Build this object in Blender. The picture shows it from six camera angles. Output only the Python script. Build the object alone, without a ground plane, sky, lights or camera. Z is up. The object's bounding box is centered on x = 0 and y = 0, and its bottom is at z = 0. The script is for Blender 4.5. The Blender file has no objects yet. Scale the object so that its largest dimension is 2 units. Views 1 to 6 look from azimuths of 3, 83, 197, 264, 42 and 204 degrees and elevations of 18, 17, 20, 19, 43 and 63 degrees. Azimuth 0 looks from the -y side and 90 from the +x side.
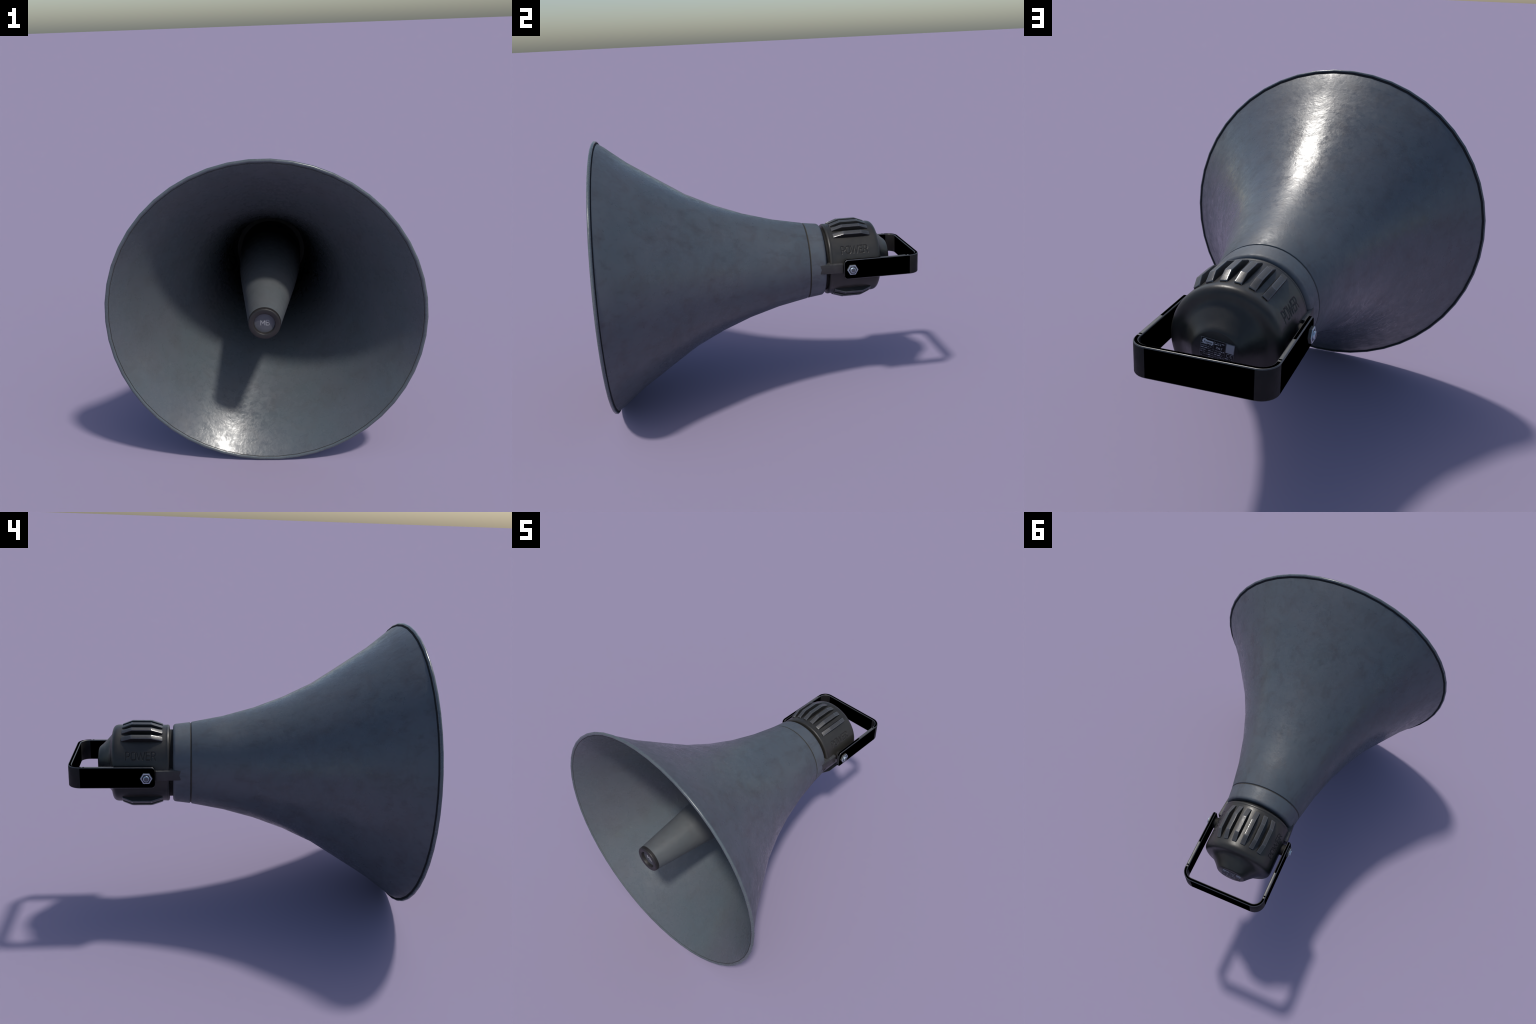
"""Old horn loudspeaker lying on its bell: flared painted bell with a phase cone
inside, black ribbed driver housing, U-shaped steel bracket with hex bolts."""
import bpy, bmesh, math, random
from mathutils import Vector, Matrix

random.seed(7)
Z0 = 0.8421            # height of the horn axis (the axis runs along y)
SEG = 50               # facets of the spun sheet-metal bell
R_RIM = 0.8438

# ----------------------------------------------------------------- materials

def new_mat(name):
    m = bpy.data.materials.new(name)
    m.use_nodes = True
    nt = m.node_tree
    for n in list(nt.nodes):
        if n.type not in {'BSDF_PRINCIPLED', 'OUTPUT_MATERIAL'}:
            nt.nodes.remove(n)
    return m, nt, nt.nodes['Principled BSDF']


def noise(nt, scale, detail=4.0, rough=0.6, stretch=None, offset=(0, 0, 0), dist=0.0):
    tc = nt.nodes.new('ShaderNodeTexCoord')
    mp = nt.nodes.new('ShaderNodeMapping')
    mp.inputs['Location'].default_value = offset
    if stretch:
        mp.inputs['Scale'].default_value = stretch
    nt.links.new(tc.outputs['Object'], mp.inputs['Vector'])
    n = nt.nodes.new('ShaderNodeTexNoise')
    n.inputs['Scale'].default_value = scale
    n.inputs['Detail'].default_value = detail
    n.inputs['Roughness'].default_value = rough
    n.inputs['Distortion'].default_value = dist
    nt.links.new(mp.outputs['Vector'], n.inputs['Vector'])
    return n.outputs['Fac']


def ramp(nt, src, lo, hi, c0=(0, 0, 0, 1), c1=(1, 1, 1, 1)):
    r = nt.nodes.new('ShaderNodeValToRGB')
    e = r.color_ramp.elements
    e[0].position, e[1].position = lo, hi
    e[0].color, e[1].color = c0, c1
    nt.links.new(src, r.inputs['Fac'])
    return r.outputs['Color']


def mix(nt, fac, a, b):
    m = nt.nodes.new('ShaderNodeMix')
    m.data_type = 'RGBA'
    if isinstance(fac, float):
        m.inputs[0].default_value = fac
    else:
        nt.links.new(fac, m.inputs[0])
    for sock, v in ((m.inputs[6], a), (m.inputs[7], b)):
        if isinstance(v, tuple):
            sock.default_value = (*v[:3], 1)
        else:
            nt.links.new(v, sock)
    return m.outputs[2]


def maprange(nt, src, a, b, c, d):
    m = nt.nodes.new('ShaderNodeMapRange')
    for i, v in zip((1, 2, 3, 4), (a, b, c, d)):
        m.inputs[i].default_value = v
    nt.links.new(src, m.inputs[0])
    return m.outputs[0]


def bump(nt, bsdf, layers):
    prev = None
    for src, strength, dist in layers:
        b = nt.nodes.new('ShaderNodeBump')
        b.inputs['Strength'].default_value = strength
        b.inputs['Distance'].default_value = dist
        nt.links.new(src, b.inputs['Height'])
        if prev is not None:
            nt.links.new(prev, b.inputs['Normal'])
        prev = b.outputs['Normal']
    nt.links.new(prev, bsdf.inputs['Normal'])


def paint_mat(name, base, cool, warm, rough, bump_amt, dark_throat=False, specks=0.0,
              streaks=0.0, dull=0.0, dent=(34, 0.125, 8)):
    """Blue-grey machine enamel: soft cloudy tints, grime blotches, scuffed gloss."""
    m, nt, p = new_mat(name)
    big = noise(nt, 3.2, 5, 0.6)
    mid = noise(nt, 9.0, 7, 0.68, offset=(3, 1, 7), dist=0.6)
    col = mix(nt, ramp(nt, big, 0.36, 0.64), base, cool)
    grime = ramp(nt, mid, 0.48, 0.70)
    col = mix(nt, maprange(nt, grime, 0, 1, 0.0, 0.58), col, warm)
    if streaks:
        run = ramp(nt, noise(nt, 16, 7, 0.72, stretch=(1, 0.22, 1), offset=(5, 0, 2)), 0.53, 0.70)
        col = mix(nt, maprange(nt, run, 0, 1, 0.0, streaks), col, tuple(c * 0.62 for c in warm))
    if specks:
        sp = ramp(nt, noise(nt, 34, 2, 0.4, offset=(1, 5, 2)), 0.745, 0.765)
        col = mix(nt, maprange(nt, sp, 0, 1, 0.0, specks), col, (0.28, 0.28, 0.27))
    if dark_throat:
        # base colour blends to near-black along y towards the throat of the horn
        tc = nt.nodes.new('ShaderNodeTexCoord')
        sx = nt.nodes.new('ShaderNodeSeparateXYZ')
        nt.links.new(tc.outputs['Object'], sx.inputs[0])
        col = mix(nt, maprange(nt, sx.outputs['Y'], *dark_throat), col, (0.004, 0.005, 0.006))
    nt.links.new(col, p.inputs['Base Color'])
    scuff = noise(nt, 26, 9, 0.74, offset=(9, 2, 4), dist=0.4)
    wide = noise(nt, 5, 3, 0.5, offset=(2, 8, 4))
    r1 = maprange(nt, scuff, 0.34, 0.66, -0.10, 0.14)
    r2 = maprange(nt, wide, 0.3, 0.7, rough - 0.05, rough + 0.06)
    ad = nt.nodes.new('ShaderNodeMath')
    ad.operation = 'ADD'
    nt.links.new(r1, ad.inputs[0]); nt.links.new(r2, ad.inputs[1])
    # roughness rises near the neck and the mouth, so the highlight fades there
    tcy = nt.nodes.new('ShaderNodeTexCoord')
    sy = nt.nodes.new('ShaderNodeSeparateXYZ')
    nt.links.new(tcy.outputs['Object'], sy.inputs[0])
    total = ad.outputs[0]
    for a, b, amt in ((-0.20, 0.28, dull), (-0.58, -0.90, dull * 0.55)):
        more = nt.nodes.new('ShaderNodeMath')
        more.operation = 'ADD'
        nt.links.new(total, more.inputs[0])
        nt.links.new(maprange(nt, sy.outputs['Y'], a, b, 0.0, amt), more.inputs[1])
        total = more.outputs[0]
    nt.links.new(total, p.inputs['Roughness'])
    dents = noise(nt, dent[0], dent[2], 0.64, offset=(0, 3, 0), dist=0.4)
    grain = noise(nt, 120, 4, 0.6, offset=(4, 4, 1))
    patch = noise(nt, 7, 4, 0.6, offset=(6, 1, 3))
    mul = nt.nodes.new('ShaderNodeMath')
    mul.operation = 'MULTIPLY'
    nt.links.new(dents, mul.inputs[0])
    nt.links.new(maprange(nt, patch, 0.38, 0.62, 0.25, 1.25), mul.inputs[1])
    bump(nt, p, [(mul.outputs[0], dent[1] * bump_amt, 0.010), (grain, 0.03 * bump_amt, 0.004)])
    return m


def plastic_mat(name, base, worn, rough, wear=0.0, bump_amt=1.0, spec=0.5):
    """Black moulded housing: dusty tint, edges rubbed paler, fine scratches."""
    m, nt, p = new_mat(name)
    big = noise(nt, 11, 5, 0.65, offset=(2, 2, 5))
    col = mix(nt, ramp(nt, big, 0.38, 0.68), base, (base[0] * 1.38, base[1] * 1.34, base[2] * 1.28))
    if wear:
        g = nt.nodes.new('ShaderNodeNewGeometry')
        edge = ramp(nt, g.outputs['Pointiness'], 0.54, 0.62)
        patch = ramp(nt, noise(nt, 42, 6, 0.75), 0.42, 0.62)
        mm = nt.nodes.new('ShaderNodeMath'); mm.operation = 'MULTIPLY'
        nt.links.new(edge, mm.inputs[0]); nt.links.new(patch, mm.inputs[1])
        col = mix(nt, maprange(nt, mm.outputs[0], 0, 1, 0, wear), col, worn)
    nt.links.new(col, p.inputs['Base Color'])
    rr = noise(nt, 30, 6, 0.7)
    nt.links.new(maprange(nt, rr, 0.3, 0.7, rough - 0.07, rough + 0.09), p.inputs['Roughness'])
    p.inputs['Specular IOR Level'].default_value = spec
    grain = noise(nt, 160, 3, 0.5)
    scr = noise(nt, 60, 4, 0.6, stretch=(6, 0.5, 0.6))
    bump(nt, p, [(grain, 0.08 * bump_amt, 0.003), (scr, 0.05 * bump_amt, 0.003)])
    return m


def plain_mat(name, base, rough=0.5, metallic=0.0, spec=0.5):
    m, nt, p = new_mat(name)
    p.inputs['Base Color'].default_value = (*base, 1)
    p.inputs['Roughness'].default_value = rough
    p.inputs['Metallic'].default_value = metallic
    p.inputs['Specular IOR Level'].default_value = spec
    return m


M_PAINT = paint_mat('bell_enamel', (0.086, 0.096, 0.110), (0.075, 0.0905, 0.104), (0.064, 0.060, 0.065),
                    0.265, 1.0, streaks=0.45, dull=0.23)
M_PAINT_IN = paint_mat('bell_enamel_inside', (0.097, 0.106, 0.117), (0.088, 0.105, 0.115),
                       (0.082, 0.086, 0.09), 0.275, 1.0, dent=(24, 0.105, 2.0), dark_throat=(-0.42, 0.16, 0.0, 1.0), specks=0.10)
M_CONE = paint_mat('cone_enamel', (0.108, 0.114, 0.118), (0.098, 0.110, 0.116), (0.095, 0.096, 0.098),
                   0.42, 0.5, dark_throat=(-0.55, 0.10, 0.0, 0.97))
M_RIM = paint_mat('rim_enamel', (0.100, 0.115, 0.125), (0.088, 0.110, 0.120), (0.078, 0.083, 0.09), 0.22, 0.5)
M_SEAM = plain_mat('seam_painted_occlusion', (0.018, 0.020, 0.022), 0.8, spec=0.2)
M_CREASE = plain_mat('mouth_crease_dark', (0.045, 0.045, 0.042), 0.6)
M_GROOVE = plain_mat('groove_sealant', (0.045, 0.040, 0.032), 0.5)
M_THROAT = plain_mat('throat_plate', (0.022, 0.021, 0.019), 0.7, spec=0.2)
M_BODY = plastic_mat('housing_plastic', (0.0265, 0.0253, 0.0225), (0.10, 0.10, 0.10), 0.36, spec=0.40)
M_RIB = plastic_mat('rib_plastic', (0.0095, 0.0095, 0.0097), (0.17, 0.17, 0.17), 0.45, spec=0.22)  # rib flanks coloured darker than the housing to deepen their shade
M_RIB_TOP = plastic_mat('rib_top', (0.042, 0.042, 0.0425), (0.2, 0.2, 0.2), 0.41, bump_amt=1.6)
M_RIB_EDGE = plastic_mat('rib_edge_painted_glint', (0.056, 0.058, 0.062), (0.2, 0.2, 0.2), 0.20, bump_amt=1.6, spec=0.7)  # bevel highlight put into a paler, glossier colour
M_NECK = plain_mat('neck_rubber', (0.012, 0.011, 0.010), 0.7, spec=0.3)
M_LUG = plastic_mat('lug_casting', (0.024, 0.0235, 0.023), (0.12, 0.12, 0.12), 0.42, wear=0.3)
M_TIPRING = plastic_mat('tip_ring', (0.019, 0.0175, 0.0178), (0.1, 0.1, 0.1), 0.45, spec=0.35)
M_TIPDISC = plastic_mat('tip_disc', (0.070, 0.074, 0.087), (0.1, 0.1, 0.1), 0.45)
M_TIPTEXT = plain_mat('tip_letter_paint', (0.42, 0.42, 0.43), 0.5)
M_BLACK = plain_mat('bracket_black', (0.0, 0.0, 0.0), 1.0, spec=0.0)
M_STEEL_DK = plastic_mat('bracket_edge', (0.030, 0.031, 0.034), (0.2, 0.2, 0.2), 0.33, bump_amt=0.8, spec=0.8)
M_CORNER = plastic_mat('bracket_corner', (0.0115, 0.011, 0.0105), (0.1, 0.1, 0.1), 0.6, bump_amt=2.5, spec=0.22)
M_EDGEGREY = plastic_mat('bracket_grey_edge', (0.075, 0.075, 0.073), (0.2, 0.2, 0.2), 0.42, bump_amt=1.0)
M_NUT = plain_mat('zinc_nut', (0.40, 0.46, 0.52), 0.34, metallic=0.75)
M_NUTSIDE = plain_mat('zinc_nut_side', (0.10, 0.10, 0.095), 0.5, metallic=0.3)
M_NUTREC = plain_mat('zinc_nut_recess', (0.035, 0.035, 0.034), 0.6)
M_BOLT = plain_mat('zinc_bolt', (0.42, 0.50, 0.58), 0.28, metallic=0.75)
M_BOLTFACE = plain_mat('zinc_bolt_face', (0.10, 0.105, 0.12), 0.45, metallic=0.4)
M_LABEL = plain_mat('label_black', (0.006, 0.006, 0.007), 0.5, spec=0.3)
M_PRINT = plain_mat('label_print', (0.62, 0.62, 0.65), 0.55)
M_PANEL = plain_mat('label_panel_grey', (0.36, 0.36, 0.38), 0.55)
M_PRINT_DIM = plain_mat('label_print_dim', (0.19, 0.19, 0.20), 0.55)
M_PRESSED = plain_mat('pressed_lettering', (0.0195, 0.0185, 0.017), 0.55, spec=0.3)  # ambient occlusion of the letter grooves, tinted below the housing colour
M_CAP = plastic_mat('cap_face', (0.022, 0.0215, 0.0215), (0.1, 0.1, 0.1), 0.40)

# ------------------------------------------------------------------- helpers
ROOT = bpy.data.objects.new('horn_loudspeaker', None)
bpy.context.scene.collection.objects.link(ROOT)
ROOT['label'] = 'grey-blue flared horn loudspeaker with black ribbed driver and bracket'
ROOT['category'] = 'horn loudspeaker'


def add(name, mesh, parent=ROOT, mats=(), sharp=35.0, loc=None, rot=None):
    ob = bpy.data.objects.new(name, mesh)
    bpy.context.scene.collection.objects.link(ob)
    for m in mats:
        mesh.materials.append(m)
    if sharp is not None:
        mesh.polygons.foreach_set('use_smooth', [True] * len(mesh.polygons))
        mesh.set_sharp_from_angle(angle=math.radians(sharp))
    ob.parent = parent
    if loc is not None:
        ob.location = loc
    if rot is not None:
        ob.rotation_euler = rot
    return ob


def bm_mesh(bm, name):
    me = bpy.data.meshes.new(name)
    bmesh.ops.recalc_face_normals(bm, faces=bm.faces[:])
    bm.to_mesh(me)
    bm.free()
    return me


def revolve(name, profile, n=SEG, closed=False, angles=None, zc=Z0, warp=None, mat_of=None):
    """Spin a (y, radius) profile about the horn axis. r = 0 makes a pole."""
    bm = bmesh.new()
    angs = angles or [2 * math.pi * i / n for i in range(n)]
    rings = []
    for y, r in profile:
        if r < 1e-6:
            rings.append([bm.verts.new((0, y, zc))])
            continue
        ring = []
        for a in angs:
            rr = r - (warp(y, r, a) if warp else 0.0)
            ring.append(bm.verts.new((rr * math.cos(a), y, zc + rr * math.sin(a))))
        rings.append(ring)
    pairs = list(zip(rings, rings[1:]))
    if closed:
        pairs.append((rings[-1], rings[0]))
    for k, (A, B) in enumerate(pairs):
        for i in range(len(angs)):
            j = (i + 1) % len(angs)
            if len(A) == 1:
                f = bm.faces.new((A[0], B[j], B[i]))
            elif len(B) == 1:
                f = bm.faces.new((A[i], A[j], B[0]))
            else:
                f = bm.faces.new((A[i], A[j], B[j], B[i]))
                if warp and warp(profile[k][0], 0, angs[i]) > 0.0016:
                    f.material_index = 1
            if mat_of:
                f.material_index = mat_of(k)
    return bm_mesh(bm, name)


def arc(cy, cr, rad, a0, a1, n):
    """Quarter-round stretch of a profile in (y, r)."""
    return [(cy + rad * math.cos(math.radians(a0 + (a1 - a0) * i / n)),
             cr + rad * math.sin(math.radians(a0 + (a1 - a0) * i / n))) for i in range(n + 1)]


def box(bm, lo, hi, bevel=0.0, seg=1):
    r = bmesh.ops.create_cube(bm, size=1.0)
    vs = r['verts']
    for v in vs:
        for k in range(3):
            v.co[k] = lo[k] + (v.co[k] + 0.5) * (hi[k] - lo[k])
    if bevel:
        es = list({e for v in vs for e in v.link_edges})
        bmesh.ops.bevel(bm, geom=es, offset=bevel, segments=seg, profile=0.5, affect='EDGES')
    return vs


# ---------------------------------------------------------------------- bell
# outer flare: stations of the spun sheet, wide mouth at -y, throat at +y
OUTER = [(-0.9175, 0.8243), (-0.8850, 0.8020), (-0.8250, 0.7545), (-0.7580, 0.7025), (-0.5650, 0.5772),
         (-0.4140, 0.4813), (-0.2400, 0.3985), (-0.0645, 0.3325), (0.1220, 0.2803),
         (0.3060, 0.2447), (0.3082, 0.2435), (0.3092, 0.2405)]
INNER = [(0.3092, 0.2265), (0.1220, 0.2620), (-0.0645, 0.3150), (-0.2400, 0.3810),
         (-0.4140, 0.4640), (-0.5650, 0.5590), (-0.7580, 0.6830), (-0.8850, 0.7800),
         (-0.9335, 0.8215)]
SEAM_BACK = [(-0.9175, 0.8243), (-0.9210, 0.8260), (-0.9222, 0.8290)]

outer_me = revolve('bell', OUTER)
bell = add('bell', outer_me, mats=[M_PAINT], sharp=40)

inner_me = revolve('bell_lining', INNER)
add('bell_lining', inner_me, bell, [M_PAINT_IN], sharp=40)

# rolled rim around the mouth
BEAD_Y, BEAD_R, BEAD = -0.9318, R_RIM - 0.0092, 0.0092
RIM = [(BEAD_Y + BEAD * math.cos(math.radians(t)), BEAD_R + BEAD * math.sin(math.radians(t)))
       for t in range(0, 241, 20)] + [(-0.9345, 0.8248)]
add('rim', revolve('rim', RIM, closed=False), bell, [M_RIM], sharp=60)
# occlusion painted near-black behind the rolled edge; thin dark crease just inside it
add('rim_seam', revolve('rim_seam', SEAM_BACK + [(-0.9226, 0.8360)]), bell, [M_SEAM], sharp=40)
add('mouth_crease', revolve('mouth_crease', [(-0.9348, 0.8250), (-0.9325, 0.8240), (-0.9320, 0.8210)]),
    bell, [M_CREASE], sharp=40)

# ------------------------------------------------------------ throat and cone
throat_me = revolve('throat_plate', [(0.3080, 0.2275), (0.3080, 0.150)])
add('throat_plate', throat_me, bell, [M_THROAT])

CONE = [(0.3090, 0.1985), (0.1200, 0.1975), (-0.1000, 0.1865), (-0.3000, 0.1660), (-0.5000, 0.1425),
        (-0.7000, 0.1180), (-0.9760, 0.0848)]
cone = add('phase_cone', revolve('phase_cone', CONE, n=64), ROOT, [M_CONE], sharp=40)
TIP = [(-0.9755, 0.0849)] + [(-0.9920 - 0.008 * math.sin(t), 0.0757 + 0.008 * math.cos(t))
                             for t in [i * math.pi / 10 for i in range(6)]] + \
      [(-1.0000, 0.0590), (-0.9985, 0.0565), (-0.9950, 0.0548), (-0.9795, 0.0535)]
add('tip_ring', revolve('tip_ring', TIP, n=64), cone, [M_TIPRING], sharp=50)
disc_me = revolve('tip_disc', [(-0.9800, 0.0540), (-0.9806, 0.0500), (-0.9810, 0.0)], n=64)
disc = add('tip_disc', disc_me, cone, [M_TIPDISC], sharp=40)


def stroke_solid(bm, path, width, put, depth, closed=False):
    """Ribbon of given width along a 2D path, extruded by depth; put(a,b,d)->xyz."""
    for (p, q) in zip(path, path[1:]):
        p, q = Vector(p), Vector(q)
        t = (q - p)
        if t.length < 1e-9:
            continue
        t.normalize()
        nn = Vector((-t.y, t.x)) * width / 2
        e = t * width * 0.35
        c = [p - e - nn, q + e - nn, q + e + nn, p - e + nn]
        lo = [bm.verts.new(put(v.x, v.y, 0)) for v in c]
        hi = [bm.verts.new(put(v.x, v.y, depth)) for v in c]
        bm.faces.new(hi)
        bm.faces.new(lo[::-1])
        for i in range(4):
            j = (i + 1) % 4
            bm.faces.new((lo[i], lo[j], hi[j], hi[i]))


# letters as pen strokes in a unit box (width, height)
LETTERS = {
    'P': [[(0, 0), (0, 1), (0.62, 1), (0.95, 0.86), (0.95, 0.56), (0.65, 0.40), (0, 0.40)]],
    'O': [[(0.22, 0), (0, 0.15), (0, 0.85), (0.22, 1), (0.78, 1), (1, 0.85), (1, 0.15), (0.78, 0), (0.22, 0)]],
    'W': [[(0, 1), (0.25, 0), (0.5, 0.95), (0.75, 0), (1, 1)]],
    'E': [[(1, 1), (0, 1), (0, 0), (1, 0)], [(0, 0.52), (0.9, 0.52)]],
    'R': [[(0, 0), (0, 1), (0.65, 1), (0.95, 0.86), (0.95, 0.62), (0.65, 0.47), (0, 0.47)],
          [(0.6, 0.47), (1, 0)]],
    'M': [[(0, 0), (0, 1), (0.5, 0.3), (1, 1), (1, 0)]],
    'B': [[(0, -0.04), (0, 1.04)], [(0, 1), (0.85, 1), (0.95, 0.92), (0.95, 0.62), (0.85, 0.53), (0, 0.53)],
          [(0.85, 0.53), (1, 0.43), (1, 0.10), (0.9, 0), (0, 0)]],
    'I': [[(0, 0), (0, 1)]],
    'T': [[(0, 1), (1, 1)], [(0.5, 1), (0.5, 0)]],
    'A': [[(0, 0), (0.5, 1), (1, 0)], [(0.22, 0.4), (0.78, 0.4)]],
    'L': [[(0, 1), (0, 0), (1, 0)]],
    'Y': [[(0, 1), (0.5, 0.5), (1, 1)], [(0.5, 0.5), (0.5, 0)]],
}


def letter_paths(ch, x0, x1, y0, y1):
    return [[(x0 + a * (x1 - x0), y0 + b * (y1 - y0)) for a, b in path] for path in LETTERS[ch]]


for ch, a0, a1 in (('M', -0.0200, 0.0010), ('B', 0.0075, 0.0235)):
    bm = bmesh.new()
    for path in letter_paths(ch, a0, a1, -0.0125, 0.0150):
        stroke_solid(bm, path, 0.0023, lambda a, b, d: (a, -0.9804 - d, Z0 + b), 0.0013)
    add('letter', bm_mesh(bm, 'letter'), cone, [M_TIPTEXT], sharp=30)

# ---------------------------------------------------------------- collar, neck
add('groove_ring', revolve('groove_ring', [(0.3088, 0.2405), (0.3100, 0.2385), (0.3170, 0.2372), (0.3182, 0.2395)]),
    bell, [M_GROOVE], sharp=60)
COLLAR = [(0.3175, 0.2360), (0.3178, 0.2405), (0.3195, 0.2423), (0.3480, 0.2385), (0.3750, 0.2350),
          (0.3980, 0.2321)] + [(0.3990 + 0.0180 * math.sin(t), 0.2138 + 0.0180 * math.cos(t))
                               for t in [math.radians(12 + 78 * i / 6) for i in range(7)]] + [(0.4170, 0.1930)]
collar = add('collar', revolve('collar', COLLAR), ROOT, [M_PAINT], sharp=40)
add('neck', revolve('neck', [(0.4140, 0.1982), (0.4400, 0.1982)], n=96), collar, [M_NECK])

# -------------------------------------------------------------- driver housing
R_BODY = 0.2256
HOUSING = [(0.4362, 0.1900), (0.4362, 0.2140), (0.4366, 0.2180), (0.4378, 0.2212), (0.4398, 0.2238), (0.4425, 0.2255),
           (0.4460, 0.2265), (0.4500, 0.2267), (0.4528, 0.2264), (0.4542, 0.2257), (0.4600, R_BODY), (0.4700, R_BODY)]
y = 0.5040
while y < 0.6945:
    HOUSING.append((y, R_BODY))
    y += 0.0016
HOUSING += [(0.7050, R_BODY), (0.7250, R_BODY), (0.7340, 0.2253), (0.7410, 0.2243), (0.7480, 0.2220), (0.7540, 0.2183),
            (0.7590, 0.2130), (0.7628, 0.2065), (0.7655, 0.1985), (0.7674, 0.1900), (0.7692, 0.1820), (0.7716, 0.1745),
            (0.7755, 0.1668), (0.7812, 0.1590), (0.7885, 0.1508), (0.7968, 0.1418), (0.8058, 0.1320),
            (0.8150, 0.1222), (0.8250, 0.1128), (0.8330, 0.1060), (0.8390, 0.1010), (0.8435, 0.0965),
            (0.8462, 0.0926), (0.8476, 0.0900), (0.8482, 0.0870)]

TEXT = 'POWER'
SPANS = {0: (0.0, 0.135), 1: (0.185, 0.335), 2: (0.372, 0.645), 3: (0.690, 0.812), 4: (0.855, 1.0)}
T_LEN, T_HGT, T_Y0 = 0.166, 0.0450, 0.5155
EL0 = math.radians(22.2)
STROKES = []
for i, ch in enumerate(TEXT):
    a0, a1 = SPANS[i]
    for path in letter_paths(ch, a0 * T_LEN, a1 * T_LEN, 0.0, T_HGT):
        STROKES += list(zip(path, path[1:]))


def seg_dist(px, py, s):
    (ax, ay), (bx, by) = s
    dx, dy = bx - ax, by - ay
    t = max(0.0, min(1.0, ((px - ax) * dx + (py - ay) * dy) / (dx * dx + dy * dy)))
    return math.hypot(px - ax - t * dx, py - ay - t * dy)


def engrave(y, r, a):
    """Depth of the pressed-in lettering on both flanks of the housing."""
    if not 0.508 < y < 0.690:
        return 0.0
    a = a % (2 * math.pi)
    el = a if a < math.pi / 2 else math.pi - a
    py = (el - EL0) * R_BODY
    if not -0.008 < py < T_HGT + 0.008:
        return 0.0
    px = (y - T_Y0) if a < math.pi / 2 else (T_Y0 + T_LEN - y)
    d = min(seg_dist(px, py, s) for s in STROKES)
    k = max(0.0, min(1.0, 1.30 - d / 0.0034))
    return 0.0030 * k * k * (3 - 2 * k)


# finer facets only where the lettering sits, mirrored left and right
side_degs = [-90 + 3.0 * i for i in range(37)] + [20.4 + 0.42 * i for i in range(37)] + \
            [38.0 + 2.6 * i for i in range(20)]
degs = side_degs + [180 - v for v in side_degs[::-1] if v > -90] + []
angles = [math.radians(v) for v in degs]
housing = add('driver_housing', revolve('driver_housing', HOUSING, angles=angles, warp=engrave),
              ROOT, [M_BODY, M_PRESSED], sharp=50)
cap = add('cap_plate', revolve('cap_plate', [(0.8478, 0.0902), (0.8484, 0.0885), (0.8486, 0.0)], n=64),
          housing, [M_CAP])

# grip ribs: a 25-fold array round the housing, left out at the flanks; one shared mesh
bm = bmesh.new()
SPINE = [(0.4745, 0.2140, 0.0172), (0.4758, 0.2325, 0.0145), (0.5410, 0.2537, 0.0137),
         (0.6530, 0.2537, 0.0137), (0.7090, 0.2318, 0.0145), (0.7105, 0.2140, 0.0172)]
top_l = [bm.verts.new((-w, yy, rr)) for yy, rr, w in SPINE]
top_r = [bm.verts.new((w, yy, rr)) for yy, rr, w in SPINE]
for i in range(5):
    bm.faces.new((top_l[i], top_l[i + 1], top_r[i + 1], top_r[i]))
base = 0.2140
bl = {0: top_l[0], 5: top_l[5]}
br = {0: top_r[0], 5: top_r[5]}
for i in range(1, 5):
    bl[i] = bm.verts.new((-0.0185, SPINE[i][0], base))
    br[i] = bm.verts.new((0.0185, SPINE[i][0], base))
for S, T in ((bl, top_l), (br, top_r)):
    bm.faces.new((S[0], T[1], S[1]))
    for i in range(1, 4):
        bm.faces.new((S[i], T[i], T[i + 1], S[i + 1]))
    bm.faces.new((S[4], T[4], S[5]))
bmesh.ops.recalc_face_normals(bm, faces=bm.faces[:])
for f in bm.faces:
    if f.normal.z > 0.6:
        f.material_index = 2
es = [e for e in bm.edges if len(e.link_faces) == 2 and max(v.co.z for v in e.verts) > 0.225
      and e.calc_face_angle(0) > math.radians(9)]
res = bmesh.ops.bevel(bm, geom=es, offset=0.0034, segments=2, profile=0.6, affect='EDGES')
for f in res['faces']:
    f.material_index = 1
rib_me = bm_mesh(bm, 'rib')
first = None
RIB_STEP = 360 / 25
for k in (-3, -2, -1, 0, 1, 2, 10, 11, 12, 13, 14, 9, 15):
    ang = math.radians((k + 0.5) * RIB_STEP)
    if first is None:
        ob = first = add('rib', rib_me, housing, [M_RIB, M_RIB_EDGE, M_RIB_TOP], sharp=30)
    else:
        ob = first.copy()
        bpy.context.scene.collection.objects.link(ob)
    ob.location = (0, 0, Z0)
    ob.rotation_euler = (0, ang, 0)

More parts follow.
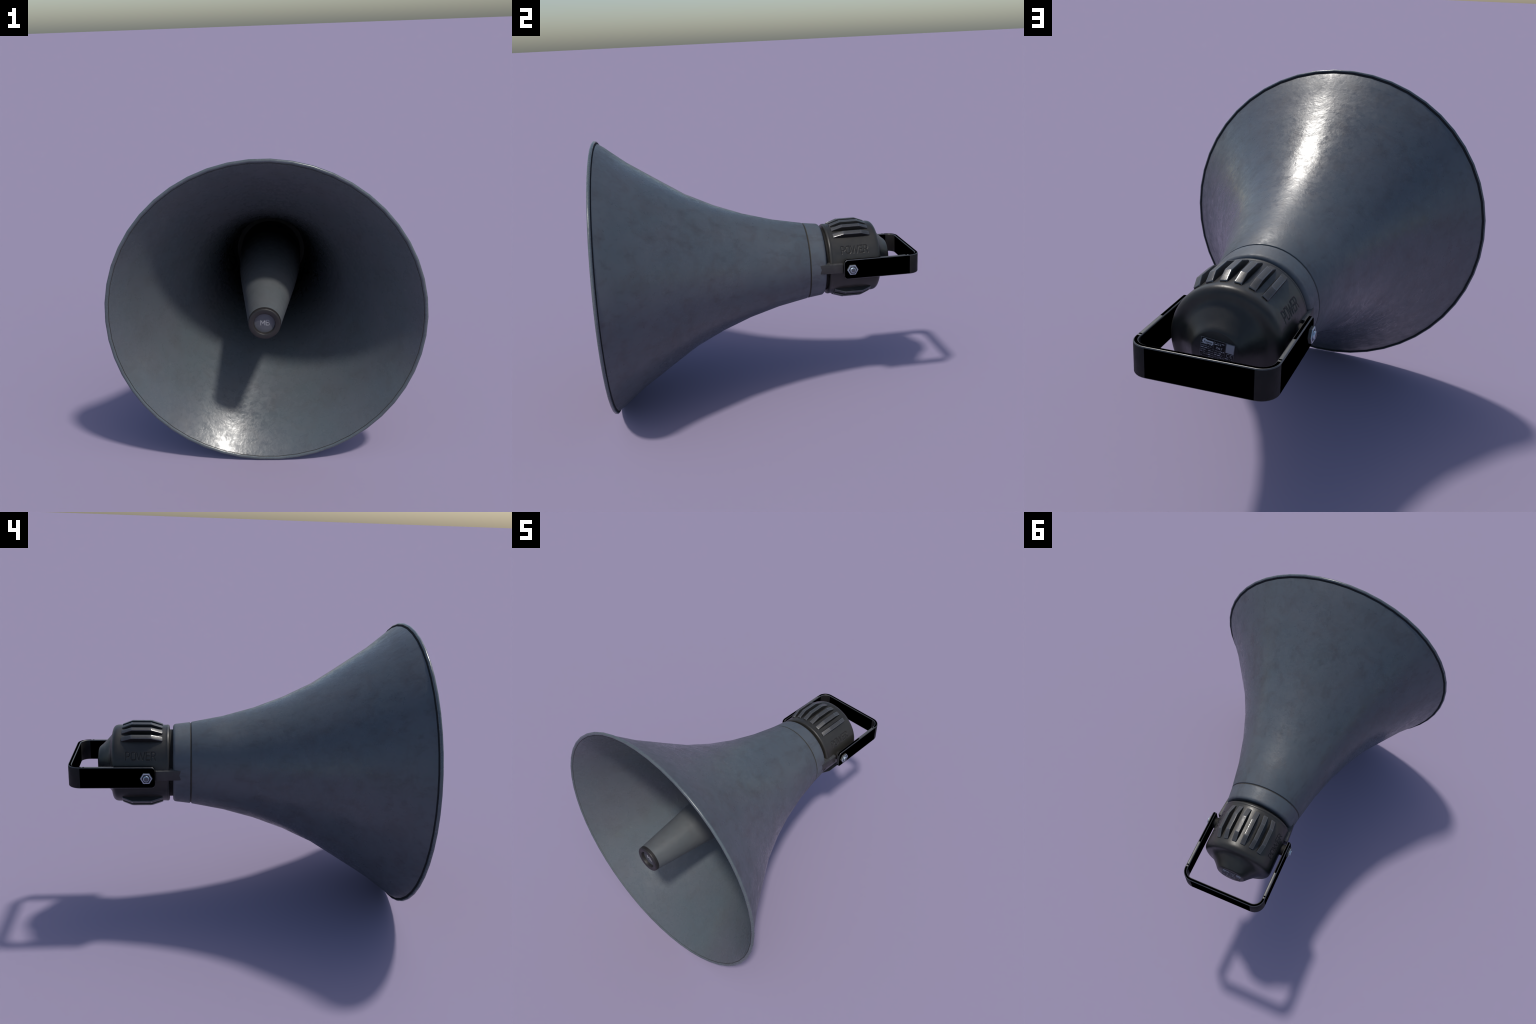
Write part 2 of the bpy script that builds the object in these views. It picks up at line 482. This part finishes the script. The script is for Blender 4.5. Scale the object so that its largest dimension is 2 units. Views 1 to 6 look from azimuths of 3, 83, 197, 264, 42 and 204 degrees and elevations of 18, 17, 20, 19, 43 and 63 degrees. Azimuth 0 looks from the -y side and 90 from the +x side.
# ------------------------------------------------------------------ mounting
def lug_mesh():
    """Tapered arm from the collar back to the bracket pivot, plus its boss."""
    bm = bmesh.new()
    outer = [(0.362, 0.2330), (0.514, 0.2440)]
    zt, zi = 0.0288, 0.0345
    ring = []
    for yy, xo in outer:
        ring.append([bm.verts.new(c) for c in ((xo, yy, zt), (xo, yy, -zt), (0.200, yy, -zi), (0.200, yy, zi))])
    A, B = ring
    for i in range(4):
        j = (i + 1) % 4
        bm.faces.new((A[i], A[j], B[j], B[i]))
    bm.faces.new(A[::-1])
    bm.faces.new(B)
    bmesh.ops.recalc_face_normals(bm, faces=bm.faces[:])
    es = [e for e in bm.edges if all(v.co.x > 0.22 for v in e.verts)]
    bmesh.ops.bevel(bm, geom=es, offset=0.0032, segments=2, profile=0.5, affect='EDGES')
    return bm_mesh(bm, 'mounting_lug')


def boss_mesh():
    bm = bmesh.new()
    bmesh.ops.create_cone(bm, cap_ends=True, segments=40, radius1=0.038, radius2=0.036, depth=0.060,
                          matrix=Matrix.Translation((0.2205, 0.565, 0)) @ Matrix.Rotation(math.pi / 2, 4, 'Y'))
    return bm_mesh(bm, 'pivot_boss')


lug_me, boss_me = lug_mesh(), boss_mesh()
lug = add('mounting_lug', lug_me, housing, [M_LUG], sharp=30, loc=(0, 0, Z0))
lug2 = lug.copy()
bpy.context.scene.collection.objects.link(lug2)
lug2.rotation_euler = (0, math.pi, 0)
boss = add('pivot_boss', boss_me, housing, [M_NECK], sharp=30, loc=(0, 0, Z0))
boss2 = boss.copy()
bpy.context.scene.collection.objects.link(boss2)
boss2.rotation_euler = (0, math.pi, 0)

# ------------------------------------------------------------------- bracket
# flat steel strip bent to a U; cross-section with chamfered edges swept on a path
XO, YB, RC, TH, HH = 0.2720, 1.0000, 0.0700, 0.0200, 0.0618
BV = 0.0042
Y_END = 0.5170
path = []          # (point, outward normal, tag)
def arm_pts(sign):
    return [(Vector((sign * XO, yy)), Vector((sign, 0)), tag)
            for yy, tag in ((Y_END + 0.020, 'arm'), (0.745, 'arm_grey'), (0.905, 'arm'), (0.914, 'arm_grey'), (0.9235, 'arm'))]
left = arm_pts(1)
path += left
NARC = 8
for i in range(NARC + 1):
    t = math.radians(90 * i / NARC)
    nrm = Vector((math.cos(t), math.sin(t)))
    c = Vector((XO - RC, YB - RC))
    path.append((c + nrm * RC, nrm, 'corner' if i < NARC else 'back'))
for i in range(NARC + 1):
    t = math.radians(90 + 90 * i / NARC)
    nrm = Vector((math.cos(t), math.sin(t)))
    c = Vector((-(XO - RC), YB - RC))
    path.append((c + nrm * RC, nrm, 'corner' if i < NARC else 'arm'))
right = arm_pts(-1)[::-1]
# tags describe the stretch that follows a point, so shift them on the return arm
tags_r = ['arm_grey', 'arm', 'arm_grey', 'arm', 'end']
path += [(p, n, tg) for (p, n, _), tg in zip(right, tags_r)]

# rounded arm ends: the strip narrows through a quarter round
ENDR = 0.020
pre, post = [], []
for i in range(5):
    t = math.radians(90 * i / 5)
    inset = ENDR * (1 - math.sin(t))
    yy = Y_END + ENDR * (1 - math.cos(t))
    pre.append((Vector((XO, yy)), Vector((1, 0)), 'arm', inset))
    post.append((Vector((-XO, yy)), Vector((-1, 0)), 'arm', inset))
full = pre + [(p, n, tg, 0.0) for p, n, tg in path[:-1]] + \
       [(path[-1][0], path[-1][1], 'arm', 0.0)] + post[::-1]

bm = bmesh.new()
rings = []
for p, n, tg, inset in full:
    h = HH - inset
    # section corners: (distance in from outer face, height), chamfers carry the grey highlight line
    sec = [(0, h - BV), (BV * 0.35, h - BV * 0.35), (BV, h), (TH - BV, h), (TH - BV * 0.35, h - BV * 0.35), (TH, h - BV),
           (TH, -h + BV), (TH - BV * 0.35, -h + BV * 0.35), (TH - BV, -h), (BV, -h), (BV * 0.35, -h + BV * 0.35), (0, -h + BV)]
    rings.append([bm.verts.new((p.x - n.x * s, p.y - n.y * s, Z0 + z)) for s, z in sec])
# slots: 0 black, 1 chamfer, 2 corner, 3 grey edge stretch
for k in range(len(rings) - 1):
    tg = full[k][2]
    for i in range(12):
        j = (i + 1) % 12
        f = bm.faces.new((rings[k][i], rings[k][j], rings[k + 1][j], rings[k + 1][i]))
        if i in (0, 1, 3, 4, 6, 7, 9, 10):
            f.material_index = 1
        elif i in (2, 8):
            f.material_index = 3 if tg == 'arm_grey' else 0
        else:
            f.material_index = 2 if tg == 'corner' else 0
for rg in (rings[0], rings[-1]):
    f = bm.faces.new(rg)
    f.material_index = 1
for k in list(range(0, 5)) + list(range(len(rings) - 6, len(rings) - 1)):
    pass
bracket = add('bracket', bm_mesh(bm, 'bracket'), ROOT, [M_BLACK, M_STEEL_DK, M_CORNER, M_EDGEGREY], sharp=40)

# bolts: hex nut with dished face, stud end poking through
def nut_mesh():
    bm = bmesh.new()
    stations = [(0.2700, 0.0345, 6, 0), (0.2845, 0.0345, 6, 1), (0.2868, 0.0325, 6, 1), (0.2868, 0.0262, 6, 2),
                (0.2835, 0.0225, 6, 2), (0.2835, 0.010, 6, 2)]
    rings = []
    for x, r, n, mi in stations:
        rings.append([bm.verts.new((x, 0.5645 + r * math.cos(math.radians(60 * i)), r * math.sin(math.radians(60 * i))))
                      for i in range(6)])
    for k in range(len(rings) - 1):
        for i in range(6):
            j = (i + 1) % 6
            f = bm.faces.new((rings[k][i], rings[k][j], rings[k + 1][j], rings[k + 1][i]))
            f.material_index = stations[k][3]
    bm.faces.new(rings[-1]).material_index = 2
    return bm_mesh(bm, 'nut')


def stud_mesh():
    bm = bmesh.new()
    prof = [(0.280, 0.0180), (0.2900, 0.0180), (0.2925, 0.0172), (0.2945, 0.0150), (0.2952, 0.0128), (0.2950, 0.0)]
    n = 28
    rings = []
    for x, r in prof[:-1]:
        rings.append([bm.verts.new((x, 0.5645 + r * math.cos(2 * math.pi * i / n), r * math.sin(2 * math.pi * i / n)))
                      for i in range(n)])
    for A, B in zip(rings, rings[1:]):
        for i in range(n):
            j = (i + 1) % n
            bm.faces.new((A[i], A[j], B[j], B[i]))
    f = bm.faces.new(rings[-1])
    f.material_index = 1
    return bm_mesh(bm, 'bolt')


nut_me, stud_me = nut_mesh(), stud_mesh()
nut = add('nut', nut_me, bracket, [M_NUTSIDE, M_NUT, M_NUTREC], sharp=20, loc=(0, 0, Z0))
stud = add('bolt', stud_me, bracket, [M_BOLT, M_BOLTFACE], sharp=40, loc=(0, 0, Z0))
for ob in (nut, stud):
    c = ob.copy()
    bpy.context.scene.collection.objects.link(c)
    c.rotation_euler = (0, math.pi, 0)

# ------------------------------------------------------------ rating label
LW, LH = 0.1295, 0.1120
TILT = math.radians(6.5)
LC = Vector((-0.0050, Z0 + 0.0005))
RIGHT = Vector((-math.cos(TILT), -math.sin(TILT)))
UP = Vector((-math.sin(TILT), math.cos(TILT)))


def lab(a, b, d):
    """Label coordinates: a right from the left edge, b down from the top, d proud."""
    p = LC + RIGHT * (a - LW / 2) + UP * (LH / 2 - b)
    return (p.x, 0.8487 + d, p.y)


def slab(bm, a0, a1, b0, b1, d0, d1):
    c = [(a0, b0), (a1, b0), (a1, b1), (a0, b1)]
    lo = [bm.verts.new(lab(a, b, d0)) for a, b in c]
    hi = [bm.verts.new(lab(a, b, d1)) for a, b in c]
    bm.faces.new(hi); bm.faces.new(lo[::-1])
    for i in range(4):
        j = (i + 1) % 4
        bm.faces.new((lo[i], lo[j], hi[j], hi[i]))


bm = bmesh.new()
slab(bm, 0, LW, 0, LH, 0, 0.0010)
label = add('rating_label', bm_mesh(bm, 'rating_label'), ROOT, [M_LABEL], sharp=30)

# border lines
bm = bmesh.new()
slab(bm, 0, LW, 0, 0.0013, 0.0009, 0.0014)
slab(bm, 0, 0.0011, 0.0013, LH, 0.0009, 0.0014)
slab(bm, LW - 0.0011, LW, 0.0013, LH, 0.0009, 0.0014)
slab(bm, 0, LW, LH - 0.0013, LH, 0.0009, 0.0015)
for b in (0.0265, 0.0345, 0.0425, 0.0505, 0.0585, 0.0665, 0.0745, 0.0825, 0.0905, 0.0985):
    slab(bm, 0.002, 0.050 if b < 0.036 else 0.094, b, b + 0.0006, 0.0009, 0.0013)
slab(bm, 0.0505, 0.0511, 0.003, 0.0355, 0.0009, 0.0012)
slab(bm, 0.0945, 0.0951, 0.003, 0.106, 0.0009, 0.0012)
ob = add('label_ruling', bm_mesh(bm, 'label_ruling'), label, [M_PRINT_DIM], sharp=30)
ob['kind'] = 'stuff'

# emblem stand-in: plain polygon badge with a banner beside it
bm = bmesh.new()
pts = [(0.0150 + 0.0098 * math.cos(math.radians(-90 + 360 * i / 7)), 0.0148 + 0.0108 * math.sin(math.radians(-90 + 360 * i / 7)))
       for i in range(7)]
lo = [bm.verts.new(lab(a, b, 0.0009)) for a, b in pts]
hi = [bm.verts.new(lab(a, b, 0.0015)) for a, b in pts]
bm.faces.new(hi); bm.faces.new(lo[::-1])
for i in range(7):
    bm.faces.new((lo[i], lo[(i + 1) % 7], hi[(i + 1) % 7], hi[i]))
slab(bm, 0.0220, 0.0480, 0.0092, 0.0225, 0.0009, 0.0014)
add('label_emblem', bm_mesh(bm, 'label_emblem'), label, [M_PRINT], sharp=30)
bm = bmesh.new()
stroke_solid(bm, [(0.0125, 0.0205), (0.0150, 0.0105), (0.0180, 0.0205)], 0.0016, lab, 0.0019)
a = 0.0215
for i in range(6):
    slab(bm, a, a + 0.0026, 0.0140 + 0.0010 * (i % 2), 0.0198, 0.0013, 0.0019)
    a += 0.0040
ob = add('emblem_detail', bm_mesh(bm, 'emblem_detail'), label, [M_LABEL], sharp=30)
ob['kind'] = 'stuff'

# plain panel in the upper right corner
bm = bmesh.new()
slab(bm, 0.0975, 0.1275, 0.0028, 0.0375, 0.0009, 0.0014)
add('label_panel', bm_mesh(bm, 'label_panel'), label, [M_PANEL], sharp=30)

# country of origin box
bm = bmesh.new()
x = 0.0610
for ch, w in zip('ITALY', (0.0, 0.0036, 0.0040, 0.0030, 0.0038)):
    for pth in letter_paths(ch, x, x + w, 0.0330, 0.0255):
        stroke_solid(bm, pth, 0.0010, lab, 0.0015)
    x += w + 0.0020
add('label_word', bm_mesh(bm, 'label_word'), label, [M_PRINT], sharp=30)

# conformity mark: two open arcs
bm = bmesh.new()
for cx, mid in ((0.1090, False), (0.1225, True)):
    pth = [(cx + 0.0068 * math.cos(math.radians(t)), 0.0480 + 0.0068 * math.sin(math.radians(t)))
           for t in range(80, 291, 15)]
    stroke_solid(bm, pth, 0.0017, lab, 0.0015)
    if mid:
        stroke_solid(bm, [(cx - 0.0066, 0.0480), (cx - 0.0012, 0.0480)], 0.0015, lab, 0.0015)
add('label_mark', bm_mesh(bm, 'label_mark'), label, [M_PRINT], sharp=30)

# small print: rows of short dashes too fine to read
bm1, bm2 = bmesh.new(), bmesh.new()
rows = [(0.0232, 0.003, 0.049), (0.0312, 0.003, 0.049), (0.0085, 0.053, 0.093), (0.0150, 0.053, 0.093)]
rows += [(0.0392 + 0.0080 * i, 0.003, 0.093) for i in range(9)]
rows += [(0.0600, 0.098, 0.126), (0.0680, 0.098, 0.126), (0.0800, 0.098, 0.126)]
for b, a0, a1 in rows:
    a = a0
    while a < a1 - 0.004:
        w = random.uniform(0.003, 0.011)
        w = min(w, a1 - a)
        bmx = bm1 if random.random() < 0.45 else bm2
        if random.random() < 0.85:
            slab(bmx, a, a + w, b, b + random.uniform(0.0016, 0.0028), 0.0009, 0.0014)
        a += w + random.uniform(0.0012, 0.004)
for nm, b_, mt in (('small_print', bm1, M_PRINT), ('small_print', bm2, M_PRINT_DIM)):
    ob = add(nm, bm_mesh(b_, nm), label, [mt], sharp=30)
    ob['kind'] = 'stuff'
